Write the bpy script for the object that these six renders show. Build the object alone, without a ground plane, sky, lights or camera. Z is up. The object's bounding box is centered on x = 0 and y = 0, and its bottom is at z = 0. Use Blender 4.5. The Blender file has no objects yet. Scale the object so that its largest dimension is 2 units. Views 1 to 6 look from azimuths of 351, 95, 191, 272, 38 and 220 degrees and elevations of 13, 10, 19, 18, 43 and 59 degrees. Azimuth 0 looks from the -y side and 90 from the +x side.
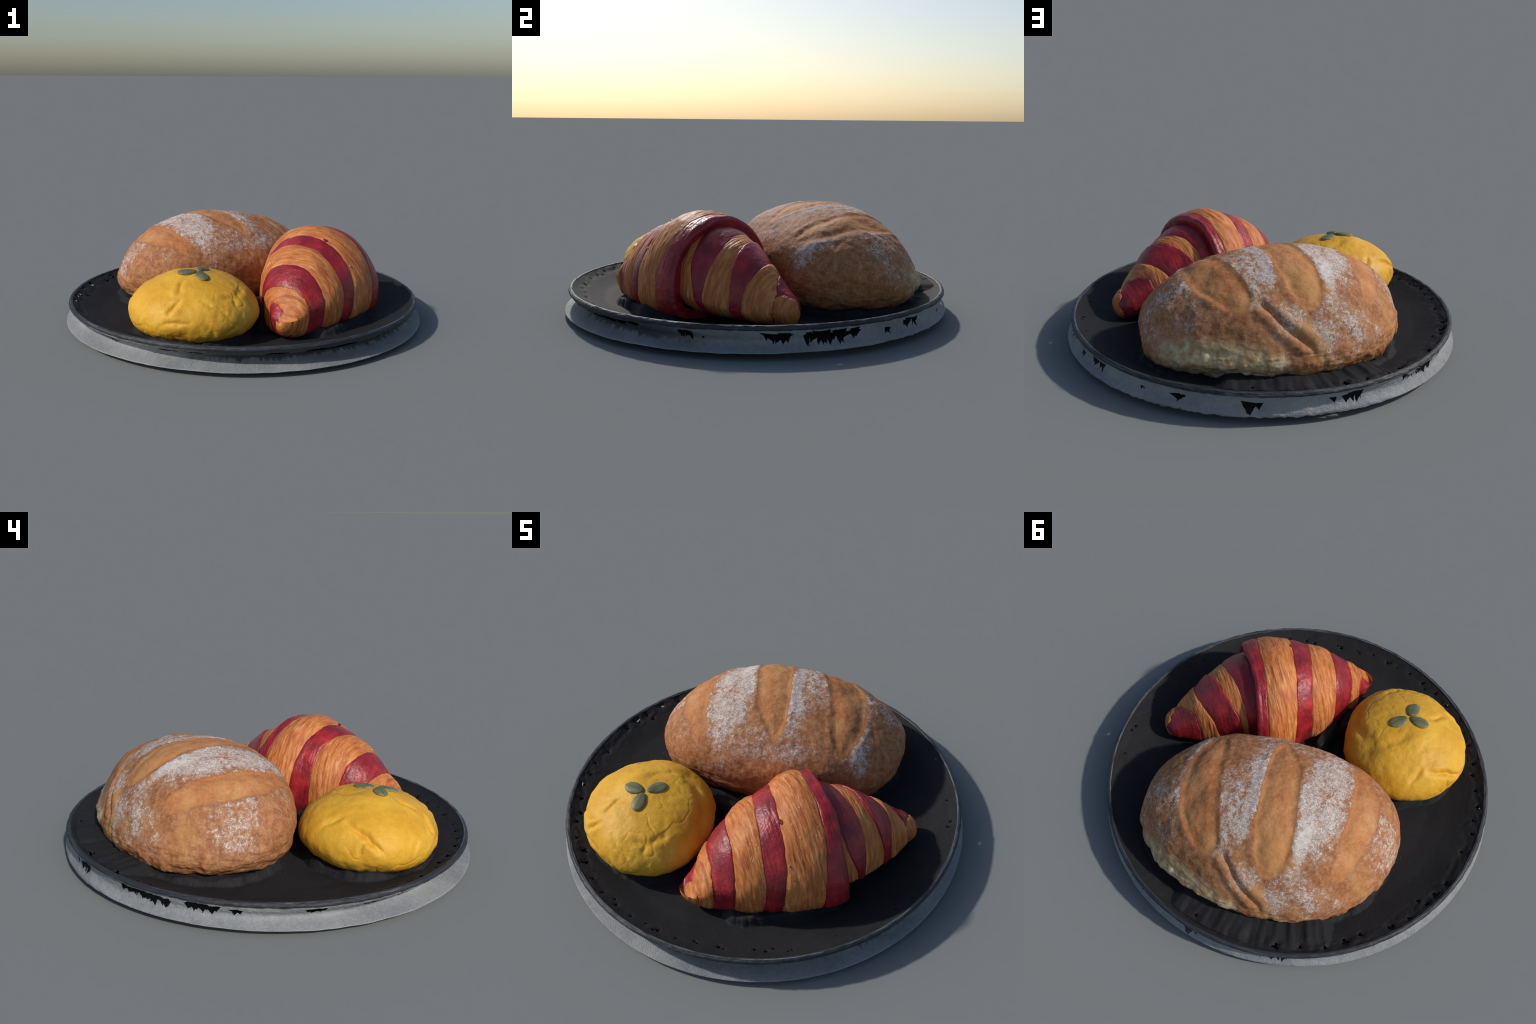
"""A shallow black plate with a scored white loaf, a striped croissant and a yellow bun."""
import bpy, bmesh, math, random
import numpy as np
from mathutils import Vector, Matrix

FLOOR = 0.062          # height of the plate's inner floor
PI = math.pi

# ------------------------------------------------------------------ noise
_rng = np.random.default_rng(7)
_perm = np.concatenate([_rng.permutation(256)] * 3)
_grad = _rng.normal(size=(256, 3))
_grad /= np.linalg.norm(_grad, axis=1)[:, None]


def noise(p):
    """Perlin noise, about -1..1, for an array of points (..., 3)."""
    p = np.asarray(p, float)
    i = np.floor(p).astype(int)
    f = p - i
    w = f * f * f * (f * (f * 6 - 15) + 10)
    i &= 255
    out = 0
    for dx in (0, 1):
        for dy in (0, 1):
            for dz in (0, 1):
                h = _perm[_perm[_perm[(i[..., 0] + dx) & 255] + ((i[..., 1] + dy) & 255)] + ((i[..., 2] + dz) & 255)]
                d = (_grad[h] * (f - np.array([dx, dy, dz]))).sum(-1)
                wx = w[..., 0] if dx else 1 - w[..., 0]
                wy = w[..., 1] if dy else 1 - w[..., 1]
                wz = w[..., 2] if dz else 1 - w[..., 2]
                out = out + wx * wy * wz * d
    return out * 1.6


def fbm(p, octaves=4, gain=0.5):
    p = np.asarray(p, float)
    return sum(gain ** k * noise(p * 2 ** k + 17.3 * k) for k in range(octaves))


def smooth(a, b, x):
    t = np.clip((x - a) / (b - a), 0, 1)
    return t * t * (3 - 2 * t)


def spline(table, x):
    """Smooth curve through (position, value) control points."""
    k, v = np.array(table, float).T
    m = np.gradient(v, k)
    x = np.clip(x, k[0], k[-1])
    i = np.clip(np.searchsorted(k, x) - 1, 0, len(k) - 2)
    h = k[i + 1] - k[i]
    t = (x - k[i]) / h
    return ((2 * t**3 - 3 * t**2 + 1) * v[i] + (t**3 - 2 * t**2 + t) * h * m[i]
            + (-2 * t**3 + 3 * t**2) * v[i + 1] + (t**3 - t**2) * h * m[i + 1])


def line_distance(p, line):
    """Distance from points (..., 3) to a polyline, and the position 0..1 along it."""
    line = np.array(line, float)
    best = np.full(p.shape[:-1], 9.0)
    where = np.zeros(p.shape[:-1])
    for k in range(len(line) - 1):
        a, b = line[k], line[k + 1]
        t = np.clip(((p - a) @ (b - a)) / ((b - a) @ (b - a)), 0, 1)
        d = np.linalg.norm(p - (a + t[..., None] * (b - a)), axis=-1)
        near = d < best
        best = np.where(near, d, best)
        where = np.where(near, (k + t) / (len(line) - 1), where)
    return best, where


def grid_normals(P, wrap=True):
    """Normals of a grid of points (rows, columns, 3); columns may wrap round."""
    if wrap:
        dv = np.roll(P, -1, 1) - np.roll(P, 1, 1)
    else:
        dv = np.gradient(P, axis=1)
    du = np.gradient(P, axis=0)
    n = np.cross(du, dv)
    return n / np.maximum(np.linalg.norm(n, axis=-1, keepdims=True), 1e-12)


# ------------------------------------------------------------------ scene helpers
def link(o, parent=None):
    bpy.context.scene.collection.objects.link(o)
    if parent:
        o.parent = parent
    return o


def thing(name, label, category, location, angle=0.0):
    e = bpy.data.objects.new(name, None)
    e.empty_display_size = 0.1
    e.location = location
    e.rotation_euler = (0, 0, angle)
    e["label"], e["category"] = label, category
    return link(e)


def mesh_part(name, verts, faces, material, parent, weld=1e-6):
    me = bpy.data.meshes.new(name)
    me.from_pydata(np.asarray(verts).reshape(-1, 3).tolist(), [], faces)
    if weld:
        bm = bmesh.new()
        bm.from_mesh(me)
        bmesh.ops.remove_doubles(bm, verts=bm.verts, dist=weld)
        bmesh.ops.dissolve_degenerate(bm, dist=1e-7, edges=bm.edges)
        bm.to_mesh(me)
        bm.free()
    me.polygons.foreach_set("use_smooth", [True] * len(me.polygons))
    me.materials.append(material)
    me.update()
    return link(bpy.data.objects.new(name, me), parent)


def grid_faces(rows, cols, wrap=True, keep=None):
    r, c = np.meshgrid(np.arange(rows - 1), np.arange(cols if wrap else cols - 1), indexing="ij")
    c2 = (c + 1) % cols
    q = np.stack([r * cols + c, r * cols + c2, (r + 1) * cols + c2, (r + 1) * cols + c], -1)
    if keep is not None:
        q = q[keep]
    return q.reshape(-1, 4).tolist()


# ------------------------------------------------------------------ material helpers
class Nodes:
    """Small wrapper that makes node graphs read like formulas."""

    def __init__(self, name):
        self.mat = bpy.data.materials.new(name)
        self.mat.use_nodes = True
        self.t = self.mat.node_tree
        self.t.nodes.clear()
        self.out = self.t.nodes.new("ShaderNodeOutputMaterial")
        self.bsdf = self.t.nodes.new("ShaderNodeBsdfPrincipled")
        self.t.links.new(self.bsdf.outputs[0], self.out.inputs[0])
        self.co = self.t.nodes.new("ShaderNodeTexCoord").outputs["Object"]

    def put(self, socket, value):
        if hasattr(value, "links"):
            self.t.links.new(value, socket)
        elif isinstance(value, (tuple, list)) and len(value) == 3 and socket.type == "RGBA":
            socket.default_value = (*value, 1)
        else:
            socket.default_value = value

    def math(self, op, a, b=0.0, c=0.0, clamp=False):
        n = self.t.nodes.new("ShaderNodeMath")
        n.operation, n.use_clamp = op, clamp
        for s, v in zip(n.inputs, (a, b, c)):
            self.put(s, v)
        return n.outputs[0]

    def add(self, a, b): return self.math("ADD", a, b)
    def sub(self, a, b): return self.math("SUBTRACT", a, b)
    def mul(self, a, b): return self.math("MULTIPLY", a, b)
    def mx(self, a, b): return self.math("MAXIMUM", a, b)
    def mn(self, a, b): return self.math("MINIMUM", a, b)

    def step(self, value, lo, hi):
        """Smooth step from 0 at lo to 1 at hi (lo may be above hi)."""
        n = self.t.nodes.new("ShaderNodeMapRange")
        n.interpolation_type = "SMOOTHSTEP"
        flip = isinstance(lo, (int, float)) and isinstance(hi, (int, float)) and lo > hi
        for s, v in zip(n.inputs, (value, hi if flip else lo, lo if flip else hi, 1.0 if flip else 0.0, 0.0 if flip else 1.0)):
            self.put(s, v)
        return n.outputs[0]

    def xyz(self, vec=None):
        n = self.t.nodes.new("ShaderNodeSeparateXYZ")
        self.put(n.inputs[0], vec or self.co)
        return n.outputs

    def vec(self, x, y, z):
        n = self.t.nodes.new("ShaderNodeCombineXYZ")
        for s, v in zip(n.inputs, (x, y, z)):
            self.put(s, v)
        return n.outputs[0]

    def scaled(self, scale, offset=(0, 0, 0), vec=None):
        n = self.t.nodes.new("ShaderNodeMapping")
        self.put(n.inputs[0], vec or self.co)
        n.inputs["Location"].default_value = offset
        n.inputs["Scale"].default_value = scale
        return n.outputs[0]

    def noise(self, scale, detail=4, rough=0.55, vec=None, distort=0.0):
        n = self.t.nodes.new("ShaderNodeTexNoise")
        self.put(n.inputs["Vector"], vec or self.co)
        n.inputs["Scale"].default_value = scale
        n.inputs["Detail"].default_value = detail
        n.inputs["Roughness"].default_value = rough
        n.inputs["Distortion"].default_value = distort
        return n.outputs[0]

    def voronoi(self, scale, feature="F1", vec=None):
        n = self.t.nodes.new("ShaderNodeTexVoronoi")
        n.feature = feature
        self.put(n.inputs["Vector"], vec or self.co)
        n.inputs["Scale"].default_value = scale
        return n.outputs["Distance"]

    def mix(self, f, a, b):
        n = self.t.nodes.new("ShaderNodeMix")
        n.data_type = "RGBA"
        self.put(n.inputs["Factor"], f)
        self.put(n.inputs["A"], a)
        self.put(n.inputs["B"], b)
        return n.outputs["Result"]

    def mixvec(self, amount, vec, value):
        """Vector shifted along (1, 1, 1) by a noise value."""
        n = self.t.nodes.new("ShaderNodeVectorMath")
        n.operation = "ADD"
        self.put(n.inputs[0], vec)
        k = self.mul(self.sub(value, 0.5), amount * 0.1)
        self.put(n.inputs[1], self.vec(k, k, k))
        return n.outputs[0]

    def ramp(self, f, stops):
        n = self.t.nodes.new("ShaderNodeValToRGB")
        while len(n.color_ramp.elements) < len(stops):
            n.color_ramp.elements.new(0.5)
        for e, (p, c) in zip(n.color_ramp.elements, stops):
            e.position, e.color = p, (*c, 1)
        self.put(n.inputs[0], f)
        return n.outputs[0]

    def curve(self, value, table, lo, hi, vlo, vhi):
        """Float curve through control points: value in lo..hi gives vlo..vhi."""
        n = self.t.nodes.new("ShaderNodeFloatCurve")
        c = n.mapping.curves[0]
        pts = [((a - lo) / (hi - lo), (b - vlo) / (vhi - vlo)) for a, b in table]
        while len(c.points) < len(pts):
            c.points.new(0.5, 0.5)
        for p, q in zip(c.points, pts):
            p.location = q
        n.mapping.update()
        self.put(n.inputs["Value"], self.math("DIVIDE", self.sub(value, lo), hi - lo))
        return self.add(self.mul(n.outputs[0], vhi - vlo), vlo)

    def bump(self, height, distance, strength=1.0, normal=None):
        n = self.t.nodes.new("ShaderNodeBump")
        n.inputs["Distance"].default_value = distance
        n.inputs["Strength"].default_value = strength
        self.put(n.inputs["Height"], height)
        if normal:
            self.put(n.inputs["Normal"], normal)
        return n.outputs[0]

    def finish(self, colour, rough, normal=None, **extra):
        self.put(self.bsdf.inputs["Base Color"], colour)
        self.put(self.bsdf.inputs["Roughness"], rough)
        if normal:
            self.put(self.bsdf.inputs["Normal"], normal)
        for k, v in extra.items():
            self.put(self.bsdf.inputs[k.replace("_", " ")], v)
        return self.mat


# ================================================================== PLATE
def plate_materials():
    n = Nodes("charcoal_glaze")
    grain = n.noise(160, 3, 0.6)
    cloud = n.noise(5, 4)
    col = n.mix(n.step(grain, 0.55, 0.8), n.ramp(cloud, [(0.3, (0.015, 0.015, 0.017)), (0.7, (0.023, 0.022, 0.023))]), (0.05, 0.05, 0.053))
    crumbs = n.step(n.noise(95, 2, 0.5), 0.73, 0.76)
    x, y, z = n.xyz()
    near = n.step(n.math("POWER", n.add(n.math("POWER", n.add(x, 0.6), 2.0), n.math("POWER", n.add(y, 0.05), 2.0)), 0.5), 0.2, 0.05)
    col = n.mix(n.mul(crumbs, near), col, (0.3, 0.25, 0.18))
    glaze = n.finish(col, n.add(0.6, n.mul(grain, 0.25)), n.bump(grain, 0.0016, 0.6), Specular_IOR_Level=0.2)

    n = Nodes("worn_slate_rim")
    x, y, z = n.xyz()
    r = n.math("SQRT", n.add(n.mul(x, x), n.mul(y, y)))
    rings = n.noise(1, 2, 0.5, n.vec(n.mul(r, 300.0), n.mul(x, 5.0), n.mul(y, 5.0)))
    col = n.ramp(rings, [(0.35, (0.016, 0.018, 0.022)), (0.6, (0.033, 0.038, 0.045)), (0.75, (0.11, 0.12, 0.13))])
    col = n.mix(n.mul(n.mul(n.step(r, .9585, .9615), n.step(r, .9655, .9625)), n.step(n.noise(12, 3), 0.35, 0.6)), col, (0.16, 0.175, 0.2))
    rim = n.finish(col, 0.6, n.bump(n.noise(120, 3), 0.002, 0.5))

    n = Nodes("pale_stoneware")
    x, y, z = n.xyz()
    angle = n.math("ARCTAN2", y, x)
    wall = n.vec(n.mul(angle, 1.0), z, 0.0)
    leather = n.voronoi(1.0, "DISTANCE_TO_EDGE", n.vec(n.mul(angle, 95.0), n.mul(z, 130.0), n.mul(n.math("SQRT", n.add(n.mul(x, x), n.mul(y, y))), 130.0)))
    fine = n.noise(60, 5, 0.6)
    cloud = n.noise(4, 4, 0.6)
    col = n.ramp(n.add(n.mul(cloud, 0.65), n.mul(fine, 0.35)), [(0.35, (0.20, 0.21, 0.222)), (0.5, (0.27, 0.28, 0.288)), (0.65, (0.34, 0.345, 0.345))])
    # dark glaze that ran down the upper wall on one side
    streak = n.noise(1.0, 4, 0.6, n.vec(n.mul(angle, 38.0), n.mul(z, 6.0), 0.0))
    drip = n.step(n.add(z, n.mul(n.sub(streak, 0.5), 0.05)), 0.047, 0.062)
    side = n.mul(n.step(angle, -2.15, -1.75), n.step(angle, 0.1, -0.5))
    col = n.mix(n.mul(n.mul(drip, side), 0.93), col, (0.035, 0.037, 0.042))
    stone = n.finish(col, 0.75, n.bump(n.add(n.mul(n.step(leather, 0.0, 0.25), 0.5), fine), 0.003, 0.5))

    n = Nodes("shade_dark_base")
    base = n.finish(n.ramp(n.noise(20), [(0.3, (0.02, 0.02, 0.021)), (0.7, (0.03, 0.03, 0.03))]), 0.9)  # near-black stands in for the shade seen through the wall breaks
    return glaze, rim, stone, base


# (start angle, end angle, top height, bottom height) of the ragged breaks in the side wall, degrees and metres
WALL_BREAKS = [(-155, -149.5, .098, .070), (-146.3, -139.5, .104, .064), (-123.4, -117, .100, .078), (-114.6, -108.5, .102, .088),
               (-92, -83.8, .106, .085), (-82.5, -60.5, .110, .080), (-57.3, -38.6, .108, .076), (-42.5, -29, .112, .080), (-30, -25.5, .114, .092),
               (-14.2, -9.8, .112, .066), (-7.6, -6.8, .085, .068), (7.1, 15.6, .112, .058), (16.1, 36, .114, .050), (42.3, 44.2, .094, .058),
               (49.3, 56.4, .112, .066), (70.4, 71.8, .088, .058), (79.5, 83.6, .097, .066), (98, 102.8, .098, .042), (119.8, 121.8, .098, .070),
               (123.6, 129, .108, .060), (141, 154.4, .110, .074), (150.4, 157.6, .108, .064), (161.4, 170.6, .112, .068),
               (171.9, 174.8, .106, .066), (-170.3, -165.3, .108, .070)]
# (angle, radius, size) of the pits in the slope inside the rim, degrees and metres
PITS = [(-92, .921, .009), (-87, .908, .006), (-84, .918, .008), (-83, .908, .013), (-77, .911, .007), (-72, .893, .008), (-71, .9, .007), (-65, .894, .012),
        (-63.5, .9, .008), (-55, .891, .010), (-52, .904, .009), (-50, .887, .008), (-46, .914, .006), (-45, .906, .006), (-32, .886, .005),
        (-179, .938, .018), (176, .935, .024), (171, .899, .014), (-150, .932, .014), (-144, .92, .014), (-138, .91, .012), (-122, .91, .020),
        (-117, .921, .018), (-110, .93, .012), (-167, .913, .010), (172, .939, .014), (159, .936, .022), (150, .907, .014), (145, .92, .020),
        (125, .928, .018), (100, .912, .010), (52, .935, .006), (43, .935, .006), (34, .915, .007), (25, .929, .009), (23, .92, .010),
        (11, .916, .006), (-7, .926, .006), (-13, .912, .006), (-98, .924, .012), (-100, .905, .007), (-104, .93, .010), (-155, .92, .012), (-160, .93, .010), (-134, .926, .014),
        (-127, .93, .010), (165, .94, .012), (139, .935, .012), (132, .925, .010)]


def scan_web_height(X, Y):
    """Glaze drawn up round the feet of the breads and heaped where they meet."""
    def to_frame(at, turn):
        c, s = math.cos(turn), math.sin(turn)
        return c * (X - at[0]) + s * (Y - at[1]), -s * (X - at[0]) + c * (Y - at[1])
    h = np.zeros_like(X)
    jag = .55 * fbm(np.stack([X * 8, Y * 8, 0 * X], -1), 4)
    x, y = to_frame(LOAF_AT, LOAF_TURN)
    out = (np.hypot(x / .60, (y - .03) / .43) - 1) * .5
    h = np.maximum(h, (FLOOR + .036 - .030 * jag) * smooth(.055, .0, out + .02 * jag))
    x, y = to_frame(CROISSANT_AT, CROISSANT_TURN)
    out = (np.hypot(x / .56, (y - .045) / .27) - 1) * .27
    part = smooth(-.47, -.38, x) * smooth(.14, .06, x)
    h = np.maximum(h, (FLOOR + .050 - .03 * jag) * smooth(.055, .005, out + .02 * jag) * part)
    out = np.hypot(X - BUN_AT[0], Y - BUN_AT[1]) - .285
    h = np.maximum(h, (FLOOR + .040 - .03 * jag) * smooth(.07, .0, out + .02 * jag))
    gap = np.hypot((X - .06) / .16, (Y + .10) / .14)
    h = np.maximum(h, (FLOOR + .050) * smooth(1.25, .55, gap))
    for (ax, ay), (bx, by) in [((-.16, -.17), (-.04, -.16)), ((.0, -.38), (.035, -.46)), ((.02, -.20), (.05, -.34)), ((.16, -.02), (.30, .08)), ((.30, .08), (.47, .21))]:
        dist, _ = line_distance(np.stack([X, Y, 0 * X], -1), [(ax, ay, 0), (bx, by, 0)])
        h = np.maximum(h, (FLOOR + .105) * smooth(.065, .015, dist))
    a = np.degrees(np.arctan2(Y, X))
    r = np.hypot(X, Y)
    shelf = smooth(80, 94, a) * smooth(150, 138, a) * smooth(.55, .62, r) * smooth(.955, .935, r)  # the scan's web from the loaf foot to the rim
    ridge = .012 * fbm(np.stack([a / 3.6, r * 3, 0 * X], -1), 2)
    return np.maximum(h, (.134 + .8 * ridge) * shelf)


def build_plate():
    glaze, rim_mat, stone, base_mat = plate_materials()
    plate = thing("plate", "shallow round black plate with a chipped pale grey side", "plate", (0, 0, 0))
    rnd = random.Random(11)

    # --- dish: floor, slope and inner edge
    prof = [(0.0, FLOOR), (.3, FLOOR), (.55, FLOOR), (.70, FLOOR + .002), (.80, FLOOR + .016), (.85, FLOOR + .031), (.88, .104), (.92, .117), (.945, .129), (.958, .1385)]
    cols = 1500
    radii = np.concatenate([[1e-5], np.linspace(.03, .855, 105), np.linspace(.8575, .958, 48)])
    A = np.linspace(-PI, PI, cols, endpoint=False)
    R, AA = np.meshgrid(radii, A, indexing="ij")
    Z = np.interp(R, *np.array(prof).T)
    Z = (np.interp(R - .02, *np.array(prof).T) + Z + np.interp(np.minimum(R + .012, .958), *np.array(prof).T)) / 3 * .6 + Z * .4
    X, Y = R * np.cos(AA), R * np.sin(AA)
    P = np.stack([X, Y, Z], -1)
    P[..., 2] = np.maximum(P[..., 2], scan_web_height(X, Y))  # scan bridging merged into the dish surface
    rough_side = smooth(.86, .93, R) * (0.35 + 0.65 * smooth(-.1, .7, -np.cos(AA)))
    P[..., 2] += .0016 * fbm(P * 5, 3) * smooth(.1, .3, R) * smooth(.958, .93, R)
    P[..., 2] += .006 * fbm(np.stack([AA * 14, R * 20, 0 * R], -1), 3) * rough_side * smooth(.958, .945, R)
    P[..., 1] += .013 * smooth(-.2, 1, np.sin(AA)) * smooth(.8, .958, R)
    P[..., 0] -= .004 * smooth(.8, .958, R)
    keep = np.ones((len(radii) - 1, cols), bool)
    rc = (radii[:-1] + radii[1:])[:, None] / 2
    ac = (A + PI / cols)[None]
    for deg, r0, size in PITS:
        a0 = math.radians(deg)
        da = (ac - a0 + PI) % (2 * PI) - PI
        dx, dy = da * r0, rc - r0
        wob = 1 + .45 * np.sin(3 * np.arctan2(dy, dx) + deg) + .25 * np.sin(5 * np.arctan2(dy, dx) + 2 * deg)
        keep &= np.hypot(dx, dy) > size * .62 * wob
        dv = (AA - a0 + PI) % (2 * PI) - PI
        P[..., 2] -= size * .5 * np.exp(-(np.hypot(dv * r0, R - r0) / size) ** 2)
    mesh_part("dish", P, grid_faces(len(radii), cols, keep=keep), glaze, plate)

    # --- rim: rounded lip
    lip = [(.956, .1375), (.960, .1405), (.965, .1415), (.970, .1395), (.975, .135), (.978, .129), (.977, .123), (.971, .119), (.960, .117), (.950, .116)]
    lip = np.array(lip)
    t = np.linspace(0, len(lip) - 1, 28)
    lr, lz = spline(list(enumerate(lip[:, 0])), t), spline(list(enumerate(lip[:, 1])), t)
    Rr, AA = np.meshgrid(lr, A, indexing="ij")
    Zr = lz[:, None] + 0 * AA
    P = np.stack([Rr * np.cos(AA), Rr * np.sin(AA), Zr], -1)
    chip = fbm(np.stack([np.cos(AA) * 22, np.sin(AA) * 22, t[:, None] * .5 + 0 * AA], -1), 3)
    under = smooth(4, 7, t)[:, None]
    P[..., 2] += chip * (.0012 + .0035 * under)
    P[..., :2] *= (1 + chip * .0022)[..., None]
    P[..., 2] += .0015 * np.cos(AA - .5)
    P[..., 1] += .013 * smooth(-.2, 1, np.sin(AA))
    P[..., 0] -= .004
    mesh_part("rim", P, grid_faces(len(lr), cols), rim_mat, plate)

    # --- side wall: waist under the rim, flaring out to the base edge; thin, with ragged breaks
    cols = 2880
    A = np.linspace(-PI, PI, cols, endpoint=False)
    waist = .038 - .050 * np.sin(A) - .006 * np.cos(2 * A)
    u = np.linspace(0, 1, 64)
    zs = .1195 + (.0285 - .1195) * u
    U, AA = np.meshgrid(u, A, indexing="ij")
    top, bottom = .966, .9975
    flare = np.clip((U - .45) / .55, 0, 1)
    Rw = top - waist[None] * np.sin(PI * np.clip(U / .97, 0, 1) ** 2.0) * (1 - .15 * flare) + (bottom - top) * smooth(.35, 1.0, U) ** 1.2
    Zw = zs[:, None] + 0 * AA
    edge = fbm(np.stack([np.cos(AA) * 9, np.sin(AA) * 9, U * 2], -1), 4)
    ragged = smooth(.55, .95, np.sin(AA + .05)) * smooth(.8, 1, U)
    Zw += .002 * edge + .006 * fbm(np.stack([AA * 26, AA * 0, AA * 0], -1), 3) * ragged + .0045 * np.sin(AA) * smooth(.6, 1, U)
    Rw += .004 * edge * (1 - smooth(.85, 1, U)) + .006 * np.abs(fbm(np.stack([AA * 30, U * 3, 0 * U], -1), 3)) * smooth(.75, .35, U) * (.5 - .5 * np.sin(AA))
    P = np.stack([Rw * np.cos(AA), Rw * np.sin(AA), Zw], -1)
    P[..., 1] += .013 * smooth(-.2, 1, np.sin(AA)) * (1 - U)
    P[..., 0] -= .004 * (1 - U)
    keep = np.ones((len(u) - 1, cols), bool)
    ad, zc = np.degrees(A + PI / cols)[None], (zs[:-1] + zs[1:])[:, None] / 2
    for a0, a1, z1, z0 in WALL_BREAKS:
        span, deep = a1 - a0, z1 - z0
        inside = np.zeros_like(keep)
        for _ in range(max(2, int(span / .55))):          # a break is a cluster of splintered triangles
            ca = rnd.uniform(a0 + .15 * span, a1 - .15 * span)
            w = min(span, rnd.uniform(1.5, 5.0)) * .55
            tri = [(ca - w * rnd.uniform(.5, 1), z1 - deep * rnd.uniform(0, .35)), (ca + w * rnd.uniform(.5, 1), z1 - deep * rnd.uniform(0, .35)),
                   (ca + w * rnd.uniform(-.8, .8), z1 - deep * rnd.uniform(.5, 1.15))]
            hit = np.ones_like(keep)
            for k in range(3):
                (pa, pz), (qa, qz) = tri[k], tri[(k + 1) % 3]
                hit &= (qa - pa) * (zc - pz) - (qz - pz) * (ad - pa) < 0
            inside |= hit
        keep &= ~inside
    mesh_part("side_wall", P, grid_faces(len(u), cols, keep=keep), stone, plate)

    # --- added underside, hollow inside the skirt, and an added, unseen foot ring
    def turned(name, prof):
        A = np.linspace(-PI, PI, 240, endpoint=False)
        r, z = np.array(prof).T
        Rr, AA = np.meshgrid(r, A, indexing="ij")
        mesh_part(name, np.stack([Rr * np.cos(AA), Rr * np.sin(AA), z[:, None] + 0 * AA], -1), grid_faces(len(r), 240), base_mat, plate)
    turned("underside", [(.945, .104), (.90, .088), (.85, .072), (.75, .052), (.65, .040), (.5, .036), (.2, .036), (1e-5, .036)])
    turned("added_foot_ring", [(.62, .045), (.615, .004), (.61, 0), (.58, 0), (.575, .004), (.57, .045)])


# ================================================================== LOAF
LOAF_AT, LOAF_TURN = (-0.1159, 0.3696), 0.4617
# the three scores: edges as x for each y across the loaf (loaf frame, x along its length)
SCORES = [
    ([(-.335, .30), (-.26, .262), (-.17, .243), (-.09, .235), (.03, .21), (.12, .187), (.195, .166), (.255, .151), (.29, .165), (.312, .20)],
     [(-.335, .325), (-.29, .357), (-.22, .385), (-.15, .407), (-.06, .413), (.01, .408), (.08, .398), (.15, .374), (.217, .331), (.264, .285), (.296, .239), (.312, .20)]),
    ([(-.345, -.015), (-.30, -.05), (-.26, -.07), (-.2, -.104), (-.13, -.129), (0, -.147), (.07, -.157), (.17, -.174), (.235, -.173), (.29, -.164), (.33, -.138), (.36, -.07)],
     [(-.345, -.015), (-.30, .02), (-.24, .035), (-.147, .038), (-.04, .032), (.045, .02), (.136, .014), (.21, 0), (.264, -.008), (.316, -.04), (.36, -.07)]),
    ([(-.335, -.40), (-.21, -.475), (-.15, -.51), (-.08, -.524), (-.03, -.52), (.05, -.505), (.1, -.495), (.15, -.48), (.2, -.463), (.24, -.435), (.275, -.40)],
     [(-.335, -.36), (-.29, -.354), (-.22, -.367), (-.13, -.379), (0, -.38), (.1, -.374), (.18, -.378), (.227, -.367), (.275, -.385)]),
]
LOAF_CREASE = [(.125, .292, .43), (.105, .315, .415), (.070, .348, .38), (.024, .385, .335), (-.035, .410, .29), (-.082, .425, .25), (-.103, .440, .20)]


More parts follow.
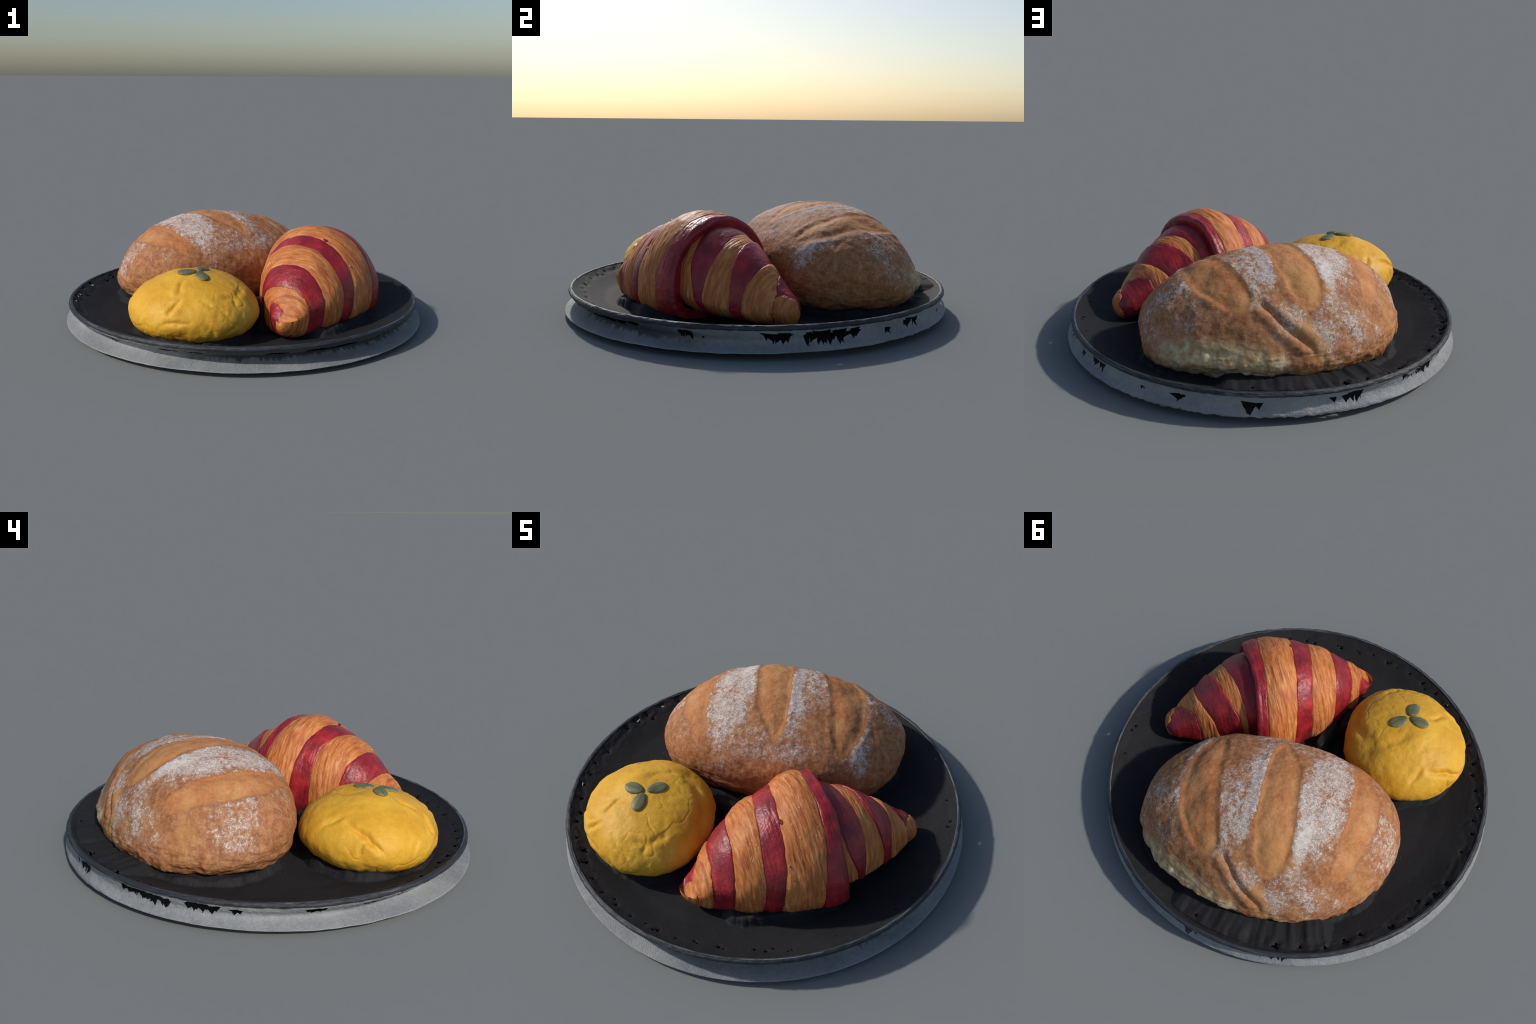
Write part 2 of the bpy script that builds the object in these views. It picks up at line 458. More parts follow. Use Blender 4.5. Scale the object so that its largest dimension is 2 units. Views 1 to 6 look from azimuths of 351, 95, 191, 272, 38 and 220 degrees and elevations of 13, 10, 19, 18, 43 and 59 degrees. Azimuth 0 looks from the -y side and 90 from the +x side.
def loaf_material():
    n = Nodes("floured_crust")
    x, y, z = n.xyz()
    wob = n.mul(n.sub(n.noise(14, 3), 0.5), 0.03)
    xw, yw = n.add(x, wob), n.add(y, n.mul(wob, 0.6))
    top = n.step(z, 0.24, 0.29)
    scores, rims = [], []
    for lo, hi in SCORES:
        a = n.curve(yw, lo, -.45, .45, -.65, .65)
        b = n.curve(yw, hi, -.45, .45, -.65, .65)
        inside = n.mn(n.sub(xw, a), n.sub(b, xw))
        ends = n.mul(n.step(y, lo[0][0] - .01, lo[0][0] + .03), n.step(y, lo[-1][0] + .01, lo[-1][0] - .025))
        scores.append(n.mul(n.mul(n.step(inside, -0.003, 0.006), ends), top))
        rims.append(n.mul(n.mul(n.step(n.math("ABSOLUTE", inside), 0.012, 0.0), ends), top))
    score = n.mx(n.mx(scores[0], scores[1]), scores[2])
    line = n.mx(n.mx(rims[0], rims[1]), rims[2])

    # crust colours: fine mottling, warmer blotches
    mott = n.add(n.mul(n.noise(75, 6, 0.7), 0.5), n.mul(n.noise(120, 3, 0.6, distort=2.0), 0.5))
    blot = n.noise(7, 4, 0.6)
    pore = n.noise(26, 4, 0.6)
    crust = n.ramp(n.add(n.mul(mott, 0.6), n.mul(pore, 0.4)), [(0.38, (0.25, 0.080, 0.026)), (0.5, (0.405, 0.165, 0.064)), (0.62, (0.55, 0.28, 0.125))])
    gold = n.ramp(n.add(n.mul(mott, 0.55), n.mul(blot, 0.45)), [(0.36, (0.33, 0.108, 0.036)), (0.48, (0.50, 0.203, 0.075)), (0.62, (0.64, 0.33, 0.135))])
    col = n.mix(score, crust, gold)
    tan = n.mul(n.step(n.noise(5, 3, 0.5), 0.45, 0.65), n.step(y, 0.05, 0.3))
    col = n.mix(n.mul(tan, 0.55), col, (0.62, 0.32, 0.11))
    col = n.mix(n.mul(line, n.mul(n.step(n.noise(18, 2), 0.3, 0.6), 0.4)), col, (0.28, 0.095, 0.035))

    # flour: dense on the raised bands, thin towards the ends and the sides
    def spot(cx, cy, rx, ry):
        d = n.add(n.math("POWER", n.math("DIVIDE", n.sub(x, cx), rx), 2.0), n.math("POWER", n.math("DIVIDE", n.sub(y, cy), ry), 2.0))
        return n.step(d, 1.6, 0.1)
    zones = [(-.26, -.06, .15, .36, .80), (-.215, .13, .05, .17, 1.12), (.055, -.10, .10, .27, .72), (.055, .02, .045, .27, .92), (.14, .08, .14, .28, .66),
             (-.56, .02, .12, .18, .53), (-.22, .37, .16, .12, .62), (.38, -.22, .10, .18, .62), (.50, .12, .18, .27, .53), (-.42, .36, .12, .10, .50),
             (.02, .36, .10, .08, .60), (-.02, -.34, .30, .08, .55)]
    dens = 0.33
    for cx, cy, rx, ry, full in zones:
        dens = n.mx(dens, n.mul(spot(cx, cy, rx, ry), full))
    dens = n.mul(dens, n.add(n.mul(n.step(n.add(z, n.mul(n.sub(n.noise(6, 3), 0.5), 0.15)), 0.04, 0.22), 0.55), 0.45))
    dens = n.mul(dens, n.sub(1.0, n.mul(score, 0.75)))
    patch = n.noise(9, 4, 0.6)
    speck = n.noise(52, 6, 0.75, distort=0.8)
    grit = n.noise(170, 3, 0.6)
    crack = n.step(n.math("ABSOLUTE", n.sub(n.noise(55, 5, 0.7, distort=1.2), 0.5)), 0.0, 0.06)
    amount = n.add(n.add(n.mul(n.sub(speck, 0.5), 1.75), n.mul(n.sub(patch, 0.5), 0.9)), n.mul(n.sub(grit, 0.5), 0.6))
    field = n.add(n.sub(dens, 0.545), amount)
    flour = n.mul(n.step(field, -0.02, 0.20), n.mx(n.mul(n.add(crack, 0.3), 0.78), n.step(field, 0.45, 0.65)))
    dust = n.mul(n.step(field, -0.35, 0.25), 0.16)
    flour = n.mx(n.mn(flour, 1.0), dust)
    col = n.mix(n.mul(flour, 0.90), col, n.ramp(n.noise(40, 3), [(0.3, (0.66, 0.60, 0.53)), (0.7, (0.82, 0.79, 0.76))]))

    # torn pale crumb along the foot on one long side
    d = n.add(n.math("POWER", n.math("DIVIDE", n.sub(x, .30), .27), 2.0), n.math("POWER", n.math("DIVIDE", n.sub(z, .11), .10), 2.0))
    crumb = n.mul(n.step(n.add(d, n.mul(n.sub(n.noise(16, 5, 0.65), 0.5), 2.0)), 1.6, 0.5), n.step(y, 0.14, 0.24))
    pale = n.ramp(n.noise(30, 5, 0.65), [(0.35, (0.42, 0.24, 0.09)), (0.52, (0.60, 0.46, 0.25)), (0.68, (0.74, 0.65, 0.45))])
    col = n.mix(n.mul(crumb, 0.9), col, pale)
    bump = n.bump(n.add(n.mul(mott, 0.6), n.add(n.mul(flour, 0.25), n.mul(grit, 0.25))), 0.006, 0.55)
    return n.finish(col, n.add(0.65, n.mul(flour, 0.3)), bump, Specular_IOR_Level=0.2)


def build_loaf():
    loaf = thing("bread_loaf", "oval scored bread loaf dusted with white flour", "bread", (*LOAF_AT, FLOOR), LOAF_TURN)
    A = np.linspace(0, 2 * PI, 720, endpoint=False)[None]
    E = np.linspace(PI / 2, -PI / 2, 420)[:, None]
    # plan outline of the loaf, relative to half-length and half-width
    R = 1 - .0194 * np.cos(A) - .0072 * np.sin(A) - .021 * np.sin(3 * A) - .0114 * np.cos(4 * A) + .0169 * np.sin(4 * A)
    up = E > 0
    p = np.where(up, .8974, .80)
    r = R * np.abs(np.cos(E)) ** p
    u, v = r * np.cos(A), r * np.sin(A)
    h = np.where(up, .3241 * (1 - .1167 * u + .1009 * v - .0949 * u * u), -.1905) * np.abs(np.sin(E)) ** p
    z = .2079 - .0168 * u + .0401 * v + h
    P = np.stack([.6353 * u + .1148 * h, .4247 * v - .3663 * h, z], -1)
    N = grid_normals(P)
    N *= np.sign((N * (P - np.array([0, 0, .25]))).sum(-1, keepdims=True) + 1e-9)

    x, y = P[..., 0], P[..., 1]
    d = np.zeros_like(x)
    high = smooth(.29, .36, P[..., 2])
    wob = .010 * fbm(P * 7, 2)
    for k, (lo, hi) in enumerate(SCORES):
        a, b = spline(lo, y), spline(hi, y)
        ends = smooth(lo[0][0] - .01, lo[0][0] + .07, y) * smooth(lo[-1][0] + .01, lo[-1][0] - .06, y)
        inside = np.minimum(x + wob - a, b - x - wob)
        d -= high * ends * (.0040 * smooth(-.012, .024, inside) - .0022 * np.exp(-((inside + .012) / .018) ** 2))
        d += high * ends * .005 * smooth(.015, .07, inside)
    # hollow and blister in the end score
    d -= .012 * np.exp(-(((x - .33) / .05) ** 2 + ((y - .08) / .07) ** 2)) * high
    d += .010 * np.exp(-(((x - .30) / .05) ** 2 + ((y + .05) / .06) ** 2)) * high
    # long fold on the far side
    dist, along = line_distance(P, LOAF_CREASE)
    fade = smooth(0, .12, along) * smooth(1.0, .75, along)
    d -= .011 * np.exp(-(dist / .013) ** 2) * fade
    d += .007 * np.exp(-((dist - .035) / .022) ** 2) * fade
    # pinches near the foot, facing the croissant
    for cx, cy, cz, rad, dep in [(.17, -.33, .33, .05, .022), (.02, -.26, .16, .10, .012), (-.38, -.30, .24, .06, .012), (-.40, .30, .30, .06, .007)]:
        d -= dep * np.exp(-((x - cx) ** 2 + (y - cy) ** 2 + (P[..., 2] - cz) ** 2) / rad ** 2)
    rid, _ = line_distance(P, [(.19, -.36, .34), (.28, -.35, .33), (.37, -.30, .34)])
    d += .010 * np.exp(-(rid / .022) ** 2)
    low = smooth(.34, .16, P[..., 2])
    d += .006 * fbm(P * 5.5 + 3, 3) + .007 * fbm(P * np.array([6, 6, 22]) + 9, 3) * low
    d += .0016 * fbm(P * 34, 3)
    # swollen, ragged foot on the far side
    foot = smooth(-.05, .2, y) * smooth(.30, .12, P[..., 2]) * smooth(.02, .07, P[..., 2])
    d += foot * (.016 + .010 * fbm(P * np.array([16, 16, 9]) + 71, 3))
    d += .006 * fbm(P * 13 + 91, 3) * smooth(.22, .10, P[..., 2])
    # torn foot with an overhanging pale lip
    tear = np.exp(-((x - .30) / .22) ** 2) * smooth(.1, .25, y)
    d += tear * (.014 * np.exp(-((P[..., 2] - .185) / .025) ** 2) - .022 * np.exp(-((P[..., 2] - .12) / .035) ** 2))
    d += tear * .006 * fbm(P * 18, 3) * low
    P = P + N * d[..., None]
    P[..., 2] = np.maximum(P[..., 2], FLOOR + .001) - FLOOR
    mesh_part("crust", P, grid_faces(420, 720), loaf_material(), loaf)


# ================================================================== CROISSANT
CROISSANT_AT, CROISSANT_TURN = (0.4135, -0.2435), math.atan2(.83846, .54496)
_s = [-.615, -.512, -.41, -.307, -.205, -.102, 0, .102, .205, .307, .41, .512, .615]
SPINE = list(zip(_s, [.030, .016, .036, .040, .044, .040, .048, .047, .044, .036, .026, .030, .026]))
MAIN_WIDTH = list(zip(_s, [.030, .073, .133, .191, .240, .268, .303, .318, .300, .26, .2, .1, .08]))
MAIN_TOP = list(zip(_s, [.090, .209, .332, .420, .474, .517, .541, .526, .492, .45, .4, .3, .2]))
BELT = list(zip(_s, [.17, .180, .205, .220, .225, .228, .225, .205, .180, .158, .142, .138, .140]))
END_WIDTH = [(0, .25), (.10, .258), (.15, .260), (.205, .247), (.307, .198), (.41, .138), (.512, .083), (.615, .062)]
END_TOP = [(0, .465), (.10, .482), (.15, .475), (.205, .452), (.307, .402), (.41, .322), (.512, .226), (.615, .185)]
ENDS = (-.577, .589)
# band borders: position along the croissant for each angle round it (0 = loaf side, 90 = ridge, 180 = front)
BORDER = {
    "l0": [(-60, -.545), (0, -.570), (25, -.575), (45, -.568), (66, -.540), (84, -.518), (160, -.515), (240, -.520)],
    "l1": [(-60, -.475), (0, -.470), (25, -.466), (45, -.477), (66, -.500), (84, -.517), (160, -.514), (240, -.518)],
    "a": [(-60, -.385), (5, -.387), (30, -.40), (65, -.423), (110, -.435), (150, -.445), (190, -.454), (240, -.455)],
    "b": [(-60, -.28), (0, -.285), (38, -.30), (70, -.323), (105, -.332), (142, -.352), (180, -.37), (240, -.375)],
    "c": [(-60, -.145), (0, -.146), (25, -.149), (58, -.168), (90, -.200), (123, -.222), (160, -.242), (190, -.254), (240, -.258)],
    "d": [(-60, -.03), (0, -.045), (30, -.063), (55, -.083), (88, -.107), (115, -.126), (147, -.146), (175, -.170), (240, -.185)],
    "e": [(-60, .105), (25, .097), (52, .082), (75, .066), (95, .054), (118, .045), (148, .020), (180, .0), (240, -.01)],
    "f": [(-60, .155), (20, .150), (47, .138), (67, .122), (95, .113), (118, .115), (135, .105), (152, .100), (175, .107), (240, .115)],
    "w": [(-60, .06), (95, .09), (115, .112), (135, .128), (152, .143), (175, .175), (240, .20)],
    "g": [(-60, .182), (35, .185), (50, .188), (75, .200), (100, .220), (125, .235), (145, .232), (160, .226), (240, .225)],
    "h": [(-60, .20), (30, .215), (48, .233), (66, .262), (92, .288), (115, .305), (135, .322), (155, .335), (240, .35)],
    "i": [(-60, .33), (25, .337), (55, .374), (74, .392), (100, .406), (125, .403), (150, .393), (240, .39)],
    "j": [(-60, .40), (25, .42), (55, .432), (70, .450), (92, .482), (120, .503), (160, .511), (240, .50)],
    "k": [(-60, .555), (25, .585), (55, .58), (75, .56), (92, .548), (112, .522), (135, .512), (160, .514), (240, .51)],
}


def croissant_materials():
    def fibres(n, fine):
        x, y, z = n.xyz()
        bend = n.mul(n.sub(n.noise(5, 3), 0.5), 0.05)
        return n.noise(1.0, 5, 0.65, n.vec(n.mul(n.add(x, bend), fine), n.mul(y, fine * .11), n.mul(z, fine * .11)))

    n = Nodes("golden_flaky_pastry")
    f1, f2 = fibres(n, 85), fibres(n, 210)
    blot = n.noise(9, 4, 0.6)
    col = n.ramp(n.add(n.mul(f1, 0.55), n.add(n.mul(f2, 0.25), n.mul(blot, 0.2))),
                 [(0.32, (0.26, 0.053, 0.012)), (0.43, (0.49, 0.137, 0.033)), (0.53, (0.65, 0.230, 0.064)), (0.66, (0.80, 0.42, 0.17))])
    tint = n.mul(n.step(n.noise(1.0, 3, 0.5, n.scaled((34, 7, 7))), 0.58, 0.68), 0.55)
    col = n.mix(tint, col, (0.40, 0.085, 0.045))
    blister = n.step(n.voronoi(1.0, vec=n.scaled((75, 40, 40))), 0.34, 0.10)
    blister = n.mul(blister, n.step(n.noise(8, 3), 0.48, 0.6))
    col = n.mix(n.mul(blister, 0.5), col, (0.82, 0.50, 0.22))
    gold = n.finish(col, n.add(0.36, n.mul(f2, 0.25)), n.bump(n.add(n.add(n.mul(f1, 0.6), n.mul(f2, 0.35)), n.mul(blister, 0.25)), 0.010, 0.6), Specular_IOR_Level=0.35)

    n = Nodes("glazed_red_pastry")
    f1 = fibres(n, 60)
    blot = n.noise(11, 4, 0.6)
    tiny = n.noise(60, 4, 0.6)
    col = n.ramp(n.add(n.mul(blot, 0.7), n.mul(f1, 0.3)), [(0.36, (0.19, 0.012, 0.018)), (0.5, (0.31, 0.018, 0.026)), (0.64, (0.50, 0.032, 0.034))])
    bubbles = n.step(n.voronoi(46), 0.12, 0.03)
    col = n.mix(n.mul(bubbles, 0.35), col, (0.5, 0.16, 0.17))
    red = n.finish(col, n.add(0.24, n.mul(tiny, 0.24)), n.bump(n.add(n.mul(tiny, 0.55), n.mul(blot, 0.45)), 0.010, 0.6), Specular_IOR_Level=0.5)
    return gold, red


def croissant_surface(s, th, end_part):
    """Point on the rolled body at position s along it and angle th (degrees) round it."""
    y0 = spline(SPINE, s)
    zc = spline(BELT, s)
    w = spline(END_WIDTH, s) if end_part else spline(MAIN_WIDTH, s)
    top = spline(END_TOP, s) if end_part else spline(MAIN_TOP, s)
    e = np.clip(np.minimum((s - ENDS[0]) / .065, (ENDS[1] - s) / .065), 0, 1)
    cap = np.sqrt(np.clip(1 - (1 - e) ** 2, 0, 1))
    round_ = smooth(-.44, -.56, s)          # the near tip is round underneath, the middle sits flat
    low = 1.25 if end_part else .55 + .5 * round_
    t = np.radians(th)
    st, ct = np.sin(t), np.cos(t)
    z = zc + np.where(st > 0, (top - zc) * np.abs(st) ** .95, -(zc - FLOOR - .03 * round_) * np.abs(st) ** low) * cap
    y = y0 + w * np.sign(ct) * np.abs(ct) ** np.where(st > 0, np.where(ct > 0, .92, 1.0), low) * cap
    if end_part:                            # slimmer on the side towards the loaf
        y = np.where(ct > 0, y0 + (y - y0) * (.90 + .10 * smooth(.35, .5, s)), y)
    else:                                   # belly sags outwards on the front
        y = y - .017 * smooth(.75, .0, st) * smooth(.15, -.25, ct) * smooth(-.47, -.36, s) * smooth(.13, .02, s) * smooth(-.25, -.0, st + .75)
    return np.stack([s, y, z - FLOOR], -1)


def build_croissant():
    gold, red = croissant_materials()
    cro = thing("croissant", "striped croissant with red and golden flaky bands", "croissant", (*CROISSANT_AT, FLOOR), CROISSANT_TURN)
    TH = np.linspace(-90, 270, 520, endpoint=False)

    def border(key):
        # fold the angle so that the underside joins smoothly
        t = np.where(TH > 240, 240, np.where(TH < -60, -60, TH))
        v = spline(BORDER[key], t)
        k = np.clip((np.where(TH < 0, TH + 360, TH) - 240) / 60, 0, 1)
        lo, hi = spline(BORDER[key], np.array([240.0]))[0], spline(BORDER[key], np.array([-60.0]))[0]
        blend = lo + (hi - lo) * k
        under = (TH > 240) | (TH < -60)
        v = np.where(under, blend, v)
        ring = np.radians(TH)
        v = v + .0045 * fbm(np.stack([np.cos(ring) * 3.5, np.sin(ring) * 3.5, 0 * ring + 7.7 * ord(key[0])], -1), 3)
        for _ in range(4):
            v = (np.roll(v, 1) + 2 * v + np.roll(v, -1)) / 4
        return v

    lo_end, hi_end = np.full_like(TH, ENDS[0]), np.full_like(TH, ENDS[1])
    # (start border, end border, material, thickness of the roll, tucked-in end, end part, seed)
    bands = [
        (lo_end, "l0", gold, .004, 0, False), ("l0", "l1", red, .007, 0, False), ("l1", "a", gold, .011, 0, False), ("a", "b", red, .007, 0, False),
        ("b", "c", gold, .010, 0, False), ("c", "d", red, .005, 0, False), ("d", "e", gold, .011, 0, False), ("e", "f", red, .006, 1, False),
        ("f0", "w", gold, .004, 0, True), ("w", "g", red, .008, 0, True), ("g", "h", gold, .003, 0, True), ("h", "i", red, .011, 0, True),
        ("i", "j", gold, .012, 0, True), ("j", "k", red, .014, 0, True), ("k", hi_end, gold, .010, 0, True)]
    for seed, (b0, b1, mat, puff, tuck, end) in enumerate(bands):
        s0 = border(b0) if isinstance(b0, str) and b0 != "f0" else (np.full_like(TH, .045) if isinstance(b0, str) else b0)
        s1 = border(b1) if isinstance(b1, str) else b1
        wide = np.maximum(s1 - s0, 0.0)
        rows = max(14, int(wide.max() / .0032))
        U = np.linspace(0, 1, rows)
        jitter = .0025 * noise(np.stack([TH / 9, 0 * TH + seed, 0 * TH], -1))
        S = s0 + wide * U[:, None]
        T = TH[None] + 0 * S
        P = croissant_surface(S, T, end)
        e = np.clip(np.minimum((S - ENDS[0]) / .05, (ENDS[1] - S) / .05), 0, 1)
        mid = np.stack([S, spline(SPINE, S), spline(BELT, S) - FLOOR], -1)
        N = P - mid
        N[..., 0] = 0
        N /= np.maximum(np.linalg.norm(N, axis=-1, keepdims=True), 1e-9)
        full = smooth(0, .03, wide)
        lift = puff * full * (4 * U * (1 - U))[:, None] ** .45
        if seed in (11, 13):            # a thick lip that overlaps the band before it
            lift = .012 * full * np.exp(-U / .35)[:, None] * (1 - np.exp(-U / .03))[:, None] + .4 * lift
        if seed == 7:                   # the big outer wrap ends in a raised fold
            lift = lift + .006 * smooth(.5, .9, U)[:, None] * smooth(60, 20, np.abs(TH - 60))[None]
        q = np.stack([S, P[..., 1], P[..., 2]], -1)
        strand = fbm(q * np.array([105, 10, 10]) + seed * 3.1, 3)
        lump = fbm(q * np.array([14, 8, 8]) + seed * 5.7, 3)
        body = smooth(0, .04, e) if seed in (0, 14) else 1.0
        grain = (.0019 if mat is gold else .0008) * strand + (.005 if mat is gold else .0035) * lump
        edge_calm = smooth(0, .10, U)[:, None] * smooth(1, .90, U)[:, None]
        lift = lift + grain * body * (edge_calm * .8 + .2) * full
        keep_low = smooth(0, .05, P[..., 2])
        P = P + N * (lift * keep_low)[..., None]
        if tuck:                         # end face of the outer wrap turns inwards
            rim = P[-1]
            inner = [rim - N[-1] * dd + np.array([ds, 0, 0]) for dd, ds in ((.006, .005), (.018, .004), (.035, -.004), (.07, -.012))]
            P = np.concatenate([P, np.array(inner)], 0)
        P[..., 2] = np.maximum(P[..., 2], .001)
        mesh_part("red_dough_band" if mat is red else "golden_dough_band", P, grid_faces(len(P), len(TH)), mat, cro)

    # blister on the border of the main red band and a loose crumb
    sph = bmesh.new()
    bmesh.ops.create_icosphere(sph, subdivisions=3, radius=1)
    me = bpy.data.meshes.new("pastry_flake")
    sph.to_mesh(me)
    sph.free()
    for v in me.vertices:
        v.co *= 1 + .25 * float(noise(np.array(v.co) * 1.7))
    me.polygons.foreach_set("use_smooth", [True] * len(me.polygons))
    n = Nodes("loose_crumb")
    crumb = n.finish(n.ramp(n.noise(2, 3), [(0.35, (0.55, 0.22, 0.06)), (0.65, (0.75, 0.42, 0.16))]), 0.6)
    for s, th, size, mat in [(-.119, 108, (.010, .014, .006), red), (-.135, 148, (.010, .006, .004), crumb), (-.063, 128, (.007, .010, .004), crumb)]:
        q = croissant_surface(np.array([s]), np.array([float(th)]), False)[0]
        m = me.copy()
        m.materials.append(mat)
        o = link(bpy.data.objects.new("pastry_flake", m), cro)
        out = Vector((0, math.cos(math.radians(th)), math.sin(math.radians(th))))
        o.location = Vector(q) + out * .006
        o.rotation_euler = (math.radians(th - 90), 0, .4)
        o.scale = size


# ================================================================== BUN
BUN_AT = (-.32, -.47)
# creases: control points (bun frame, heights above the ground), depth, width
BUN_CREASES = [
    ([(-.195, .24, .25), (-.19, .205, .296), (-.198, .165, .315), (-.195, .128, .33)], .008, .012),
    ([(-.205, .14, .318), (-.255, .092, .298), (-.286, .05, .278), (-.308, .02, .25), (-.322, -.012, .226), (-.315, -.05, .205)], .015, .012),
    ([(-.303, .045, .26), (-.315, .066, .23), (-.321, .08, .19)], .006, .010),
    ([(.055, .22, .335), (.016, .165, .362), (-.022, .116, .377), (-.038, .06, .385), (-.03, .02, .388)], .006, .018),
    ([(-.04, -.085, .375), (-.071, -.128, .357), (-.085, -.185, .33), (-.078, -.212, .315)], .008, .012),
    ([(-.066, -.222, .31), (-.09, -.238, .29), (-.117, -.248, .274), (-.138, -.259, .25), (-.147, -.268, .225)], .012, .012),
    ([(-.20, -.216, .25), (-.15, -.228, .272), (-.115, -.225, .293)], .005, .008),
    ([(-.27, -.178, .19), (-.256, -.182, .226), (-.221, -.194, .257)], .006, .009),
    ([(.003, -.247, .302), (.035, -.267, .285), (.065, -.28, .267), (.1, -.28, .262), (.125, -.285, .246), (.135, -.296, .22)], .007, .010),
    ([(.10, -.23, .306), (.166, -.214, .296), (.185, -.215, .288), (.178, -.25, .257)], .008, .013),
    ([(.185, -.211, .289), (.203, -.171, .303), (.223, -.128, .31), (.215, -.10, .323)], .008, .014),
    ([(-.21, -.24, .155), (-.157, -.272, .194), (-.117, -.29, .203), (-.09, -.298, .205), (-.046, -.311, .203), (-.016, -.312, .218)], .007, .011),
    ([(.06, .185, .35), (.14, .175, .325), (.20, .145, .311), (.24, .12, .289), (.28, .06, .272), (.295, .0, .25)], .012, .022),
    ([(-.232, -.179, .261), (-.265, -.17, .228), (-.278, -.165, .171)], .004, .009),
    ([(-.10, -.13, .351), (-.15, -.15, .33), (-.19, -.16, .30)], .003, .010),
    ([(.02, -.31, .20), (.06, -.31, .16), (.07, -.30, .12)], .006, .012),
    ([(.2, -.26, .2), (.17, -.29, .16), (.12, -.31, .14)], .006, .012),
]
SEEDS = [(-.2856, -.5516, .377, -72), (-.3556, -.5071, .381, 188), (-.2743, -.4427, .383, 65)]


def bun_base(A, E):
    R = .3253 + .0019 * np.cos(2 * A) - .009 * np.sin(2 * A) - .0019 * np.cos(3 * A) - .0051 * np.sin(3 * A)
    up = E > 0
    p = np.where(up, 1.0766, .93)
    r = R * np.abs(np.cos(E)) ** p
    h = np.where(up, .197, -.155) * np.abs(np.sin(E)) ** p
    return np.stack([r * np.cos(A) - .0035 * h, r * np.sin(A) + .0897 * h - .0014, .1922 + h + 0 * A], -1)


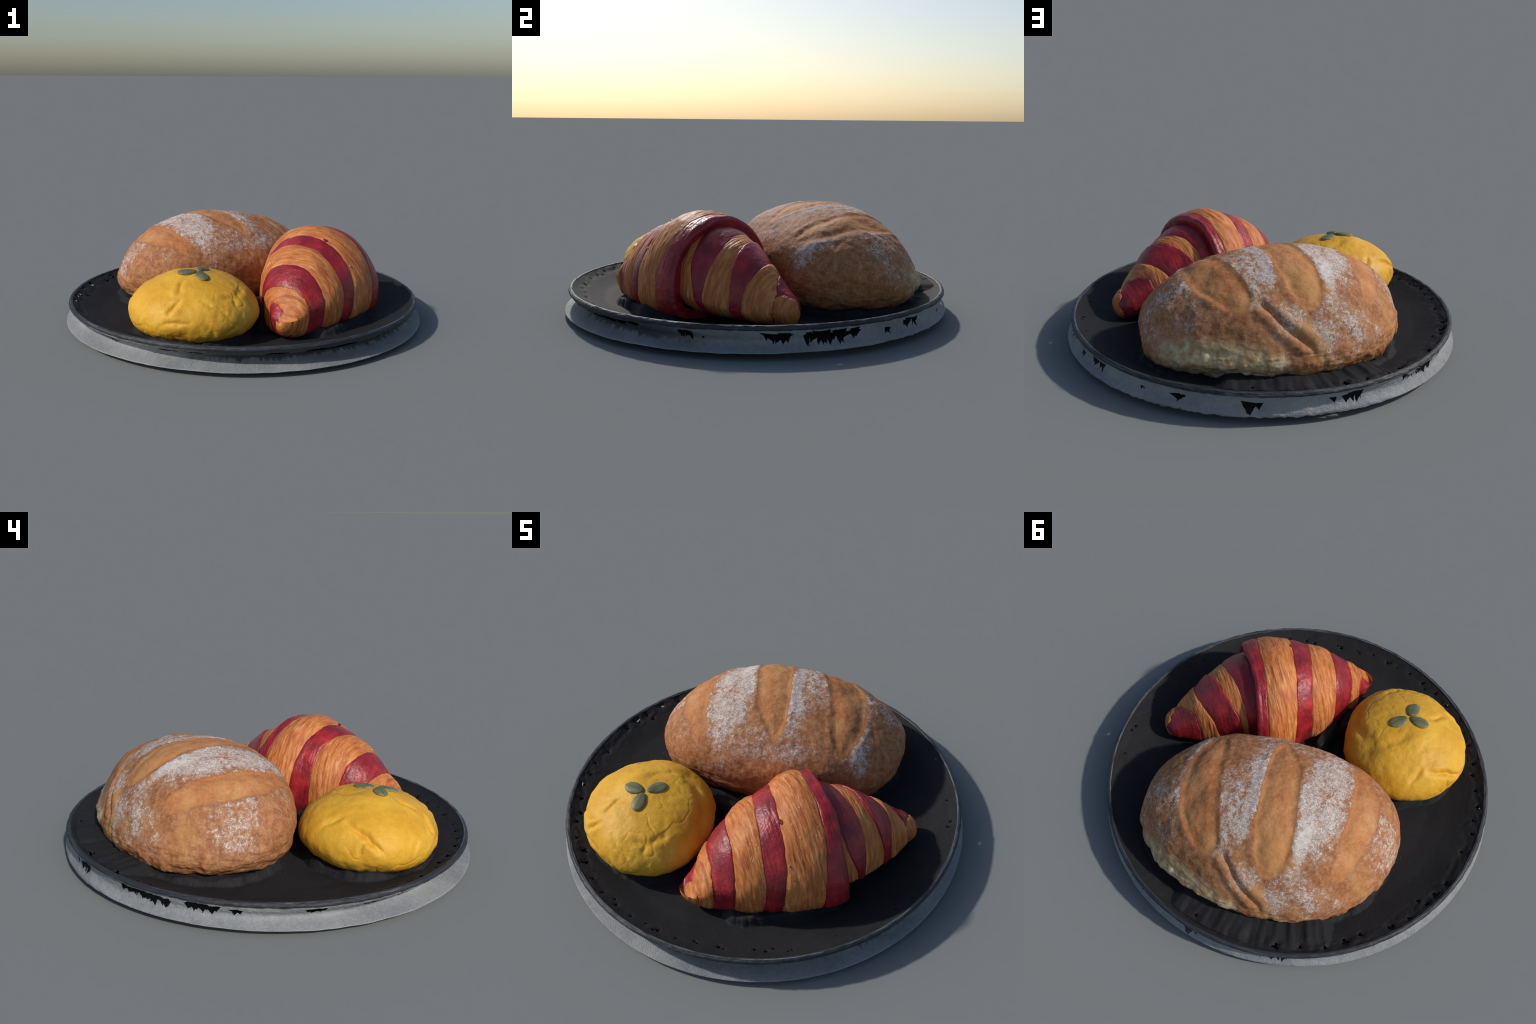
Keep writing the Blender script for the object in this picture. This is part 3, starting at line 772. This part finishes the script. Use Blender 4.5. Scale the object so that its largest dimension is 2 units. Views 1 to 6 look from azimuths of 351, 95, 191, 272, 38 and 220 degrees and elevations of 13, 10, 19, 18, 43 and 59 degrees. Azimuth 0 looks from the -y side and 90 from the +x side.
def build_bun():
    n = Nodes("yellow_steamed_dough")
    blot = n.noise(6, 4, 0.6)
    fine = n.noise(90, 4, 0.6)
    col = n.ramp(n.add(n.mul(blot, 0.75), n.mul(fine, 0.25)), [(0.34, (0.66, 0.32, 0.020)), (0.5, (0.76, 0.40, 0.032)), (0.66, (0.83, 0.475, 0.050))])
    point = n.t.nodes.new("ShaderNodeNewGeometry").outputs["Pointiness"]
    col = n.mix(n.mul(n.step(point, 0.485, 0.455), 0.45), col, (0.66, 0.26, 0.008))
    col = n.mix(n.mul(n.step(n.voronoi(17), 0.055, 0.035), n.mul(n.step(n.noise(4, 2), 0.5, 0.58), 0.75)), col, (0.14, 0.06, 0.015))
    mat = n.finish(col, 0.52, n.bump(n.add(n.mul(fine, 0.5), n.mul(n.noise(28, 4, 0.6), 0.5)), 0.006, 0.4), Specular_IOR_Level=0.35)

    bun = thing("yellow_bun", "wrinkled yellow bun topped with three pumpkin seeds", "bun", (*BUN_AT, FLOOR))
    A = np.linspace(0, 2 * PI, 560, endpoint=False)[None]
    E = np.linspace(PI / 2, -PI / 2, 320)[:, None]
    P = bun_base(A, E)
    N = grid_normals(P)
    N *= np.sign((N * (P - np.array([0, 0, .2]))).sum(-1, keepdims=True) + 1e-9)
    N[0] = (0, 0, 1)
    d = .007 * fbm(P * 6 + 2, 3) + .0011 * fbm(P * 24, 3)
    d -= .0018 * smooth(.16, .0, np.abs(fbm(P * 9 + 61, 2))) * smooth(-.1, .4, noise(P * 3 + 8))
    wig = P + .006 * np.stack([fbm(P * 18 + 5, 2), fbm(P * 18 + 25, 2), fbm(P * 18 + 45, 2)], -1)
    for line, depth, width in BUN_CREASES:
        dist, along = line_distance(wig, line)
        fade = smooth(-.02, .35, along) * smooth(1.02, .65, along)
        d -= .85 * depth * fade * np.exp(-(dist / width) ** 2)
        d += .28 * depth * fade * np.exp(-((dist - 2.3 * width) / (1.5 * width)) ** 2)
    # sunken corner towards loaf and croissant
    for cx, cy, cz, rad, dep in [(.08, .23, .32, .06, .014), (.27, .13, .27, .06, .010)]:
        d -= dep * np.exp(-((P[..., 0] - cx) ** 2 + (P[..., 1] - cy) ** 2 + (P[..., 2] - cz) ** 2) / rad ** 2)
    d += .0035 * fbm(P * np.array([12, 12, 6]) + 31, 3) * smooth(.3, .15, P[..., 2])
    P = P + N * d[..., None]
    P[..., 2] = np.maximum(P[..., 2], FLOOR + .001) - FLOOR
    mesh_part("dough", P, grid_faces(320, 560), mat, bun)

    # pumpkin seeds: flat teardrops with a pale rim
    n = Nodes("green_pumpkin_seed")
    x, y, z = n.xyz()
    ribs = n.noise(1.0, 4, 0.6, n.scaled((9, 70, 30)))
    col = n.ramp(n.add(n.mul(ribs, 0.6), n.mul(n.noise(30, 3), 0.4)), [(0.35, (0.085, 0.088, 0.038)), (0.5, (0.145, 0.150, 0.068)), (0.68, (0.23, 0.23, 0.12))])
    husk = n.mul(n.step(n.noise(24, 2), 0.42, 0.55), n.step(n.math("ABSOLUTE", z), 0.0035, 0.0))
    col = n.mix(n.mul(husk, 0.6), col, (0.45, 0.36, 0.2))
    seed_mat = n.finish(col, 0.5, n.bump(ribs, 0.002, 0.4))
    U, V = np.linspace(PI / 2, -PI / 2, 28)[:, None], np.linspace(0, 2 * PI, 56, endpoint=False)[None]
    lx = np.cos(U) * np.cos(V)
    width = .0320 * (1 + .14 * lx - .10 * lx ** 2)
    S = np.stack([.049 * lx, width * np.cos(U) * np.sin(V), .0105 * np.sin(U) * np.abs(np.sin(U)) ** -.25 + 0 * V], -1)
    S[..., 2] += .0012 * np.cos(V * 2) * np.cos(U)
    first = mesh_part("pumpkin_seed", S, grid_faces(28, 56), seed_mat, bun)
    me_z = P[..., 2]
    for k, (sx, sy, sz, deg) in enumerate(SEEDS):
        o = first if k == 0 else link(first.copy(), bun)
        lx, ly = sx - BUN_AT[0], sy - BUN_AT[1]
        near = np.hypot(P[..., 0] - lx, P[..., 1] - ly) + (P[..., 2] < .2) * 9
        i = np.unravel_index(near.argmin(), near.shape)
        pick = (np.hypot(P[..., 0] - lx, P[..., 1] - ly) < .045) & (P[..., 2] > .2)
        q = P[pick]
        c = q.mean(0)
        nrm = Vector(np.linalg.svd(q - c)[2][2])
        if nrm.z < 0:
            nrm = -nrm
        along = Vector((math.cos(math.radians(deg)), math.sin(math.radians(deg)), 0))
        along = (along - nrm * along.dot(nrm)).normalized()
        m = Matrix((along, nrm.cross(along), nrm)).transposed().to_4x4()
        m.translation = Vector((lx, ly, float(P[i][2]))) + nrm * .0030
        o.matrix_local = m


build_plate()
build_loaf()
build_croissant()
build_bun()
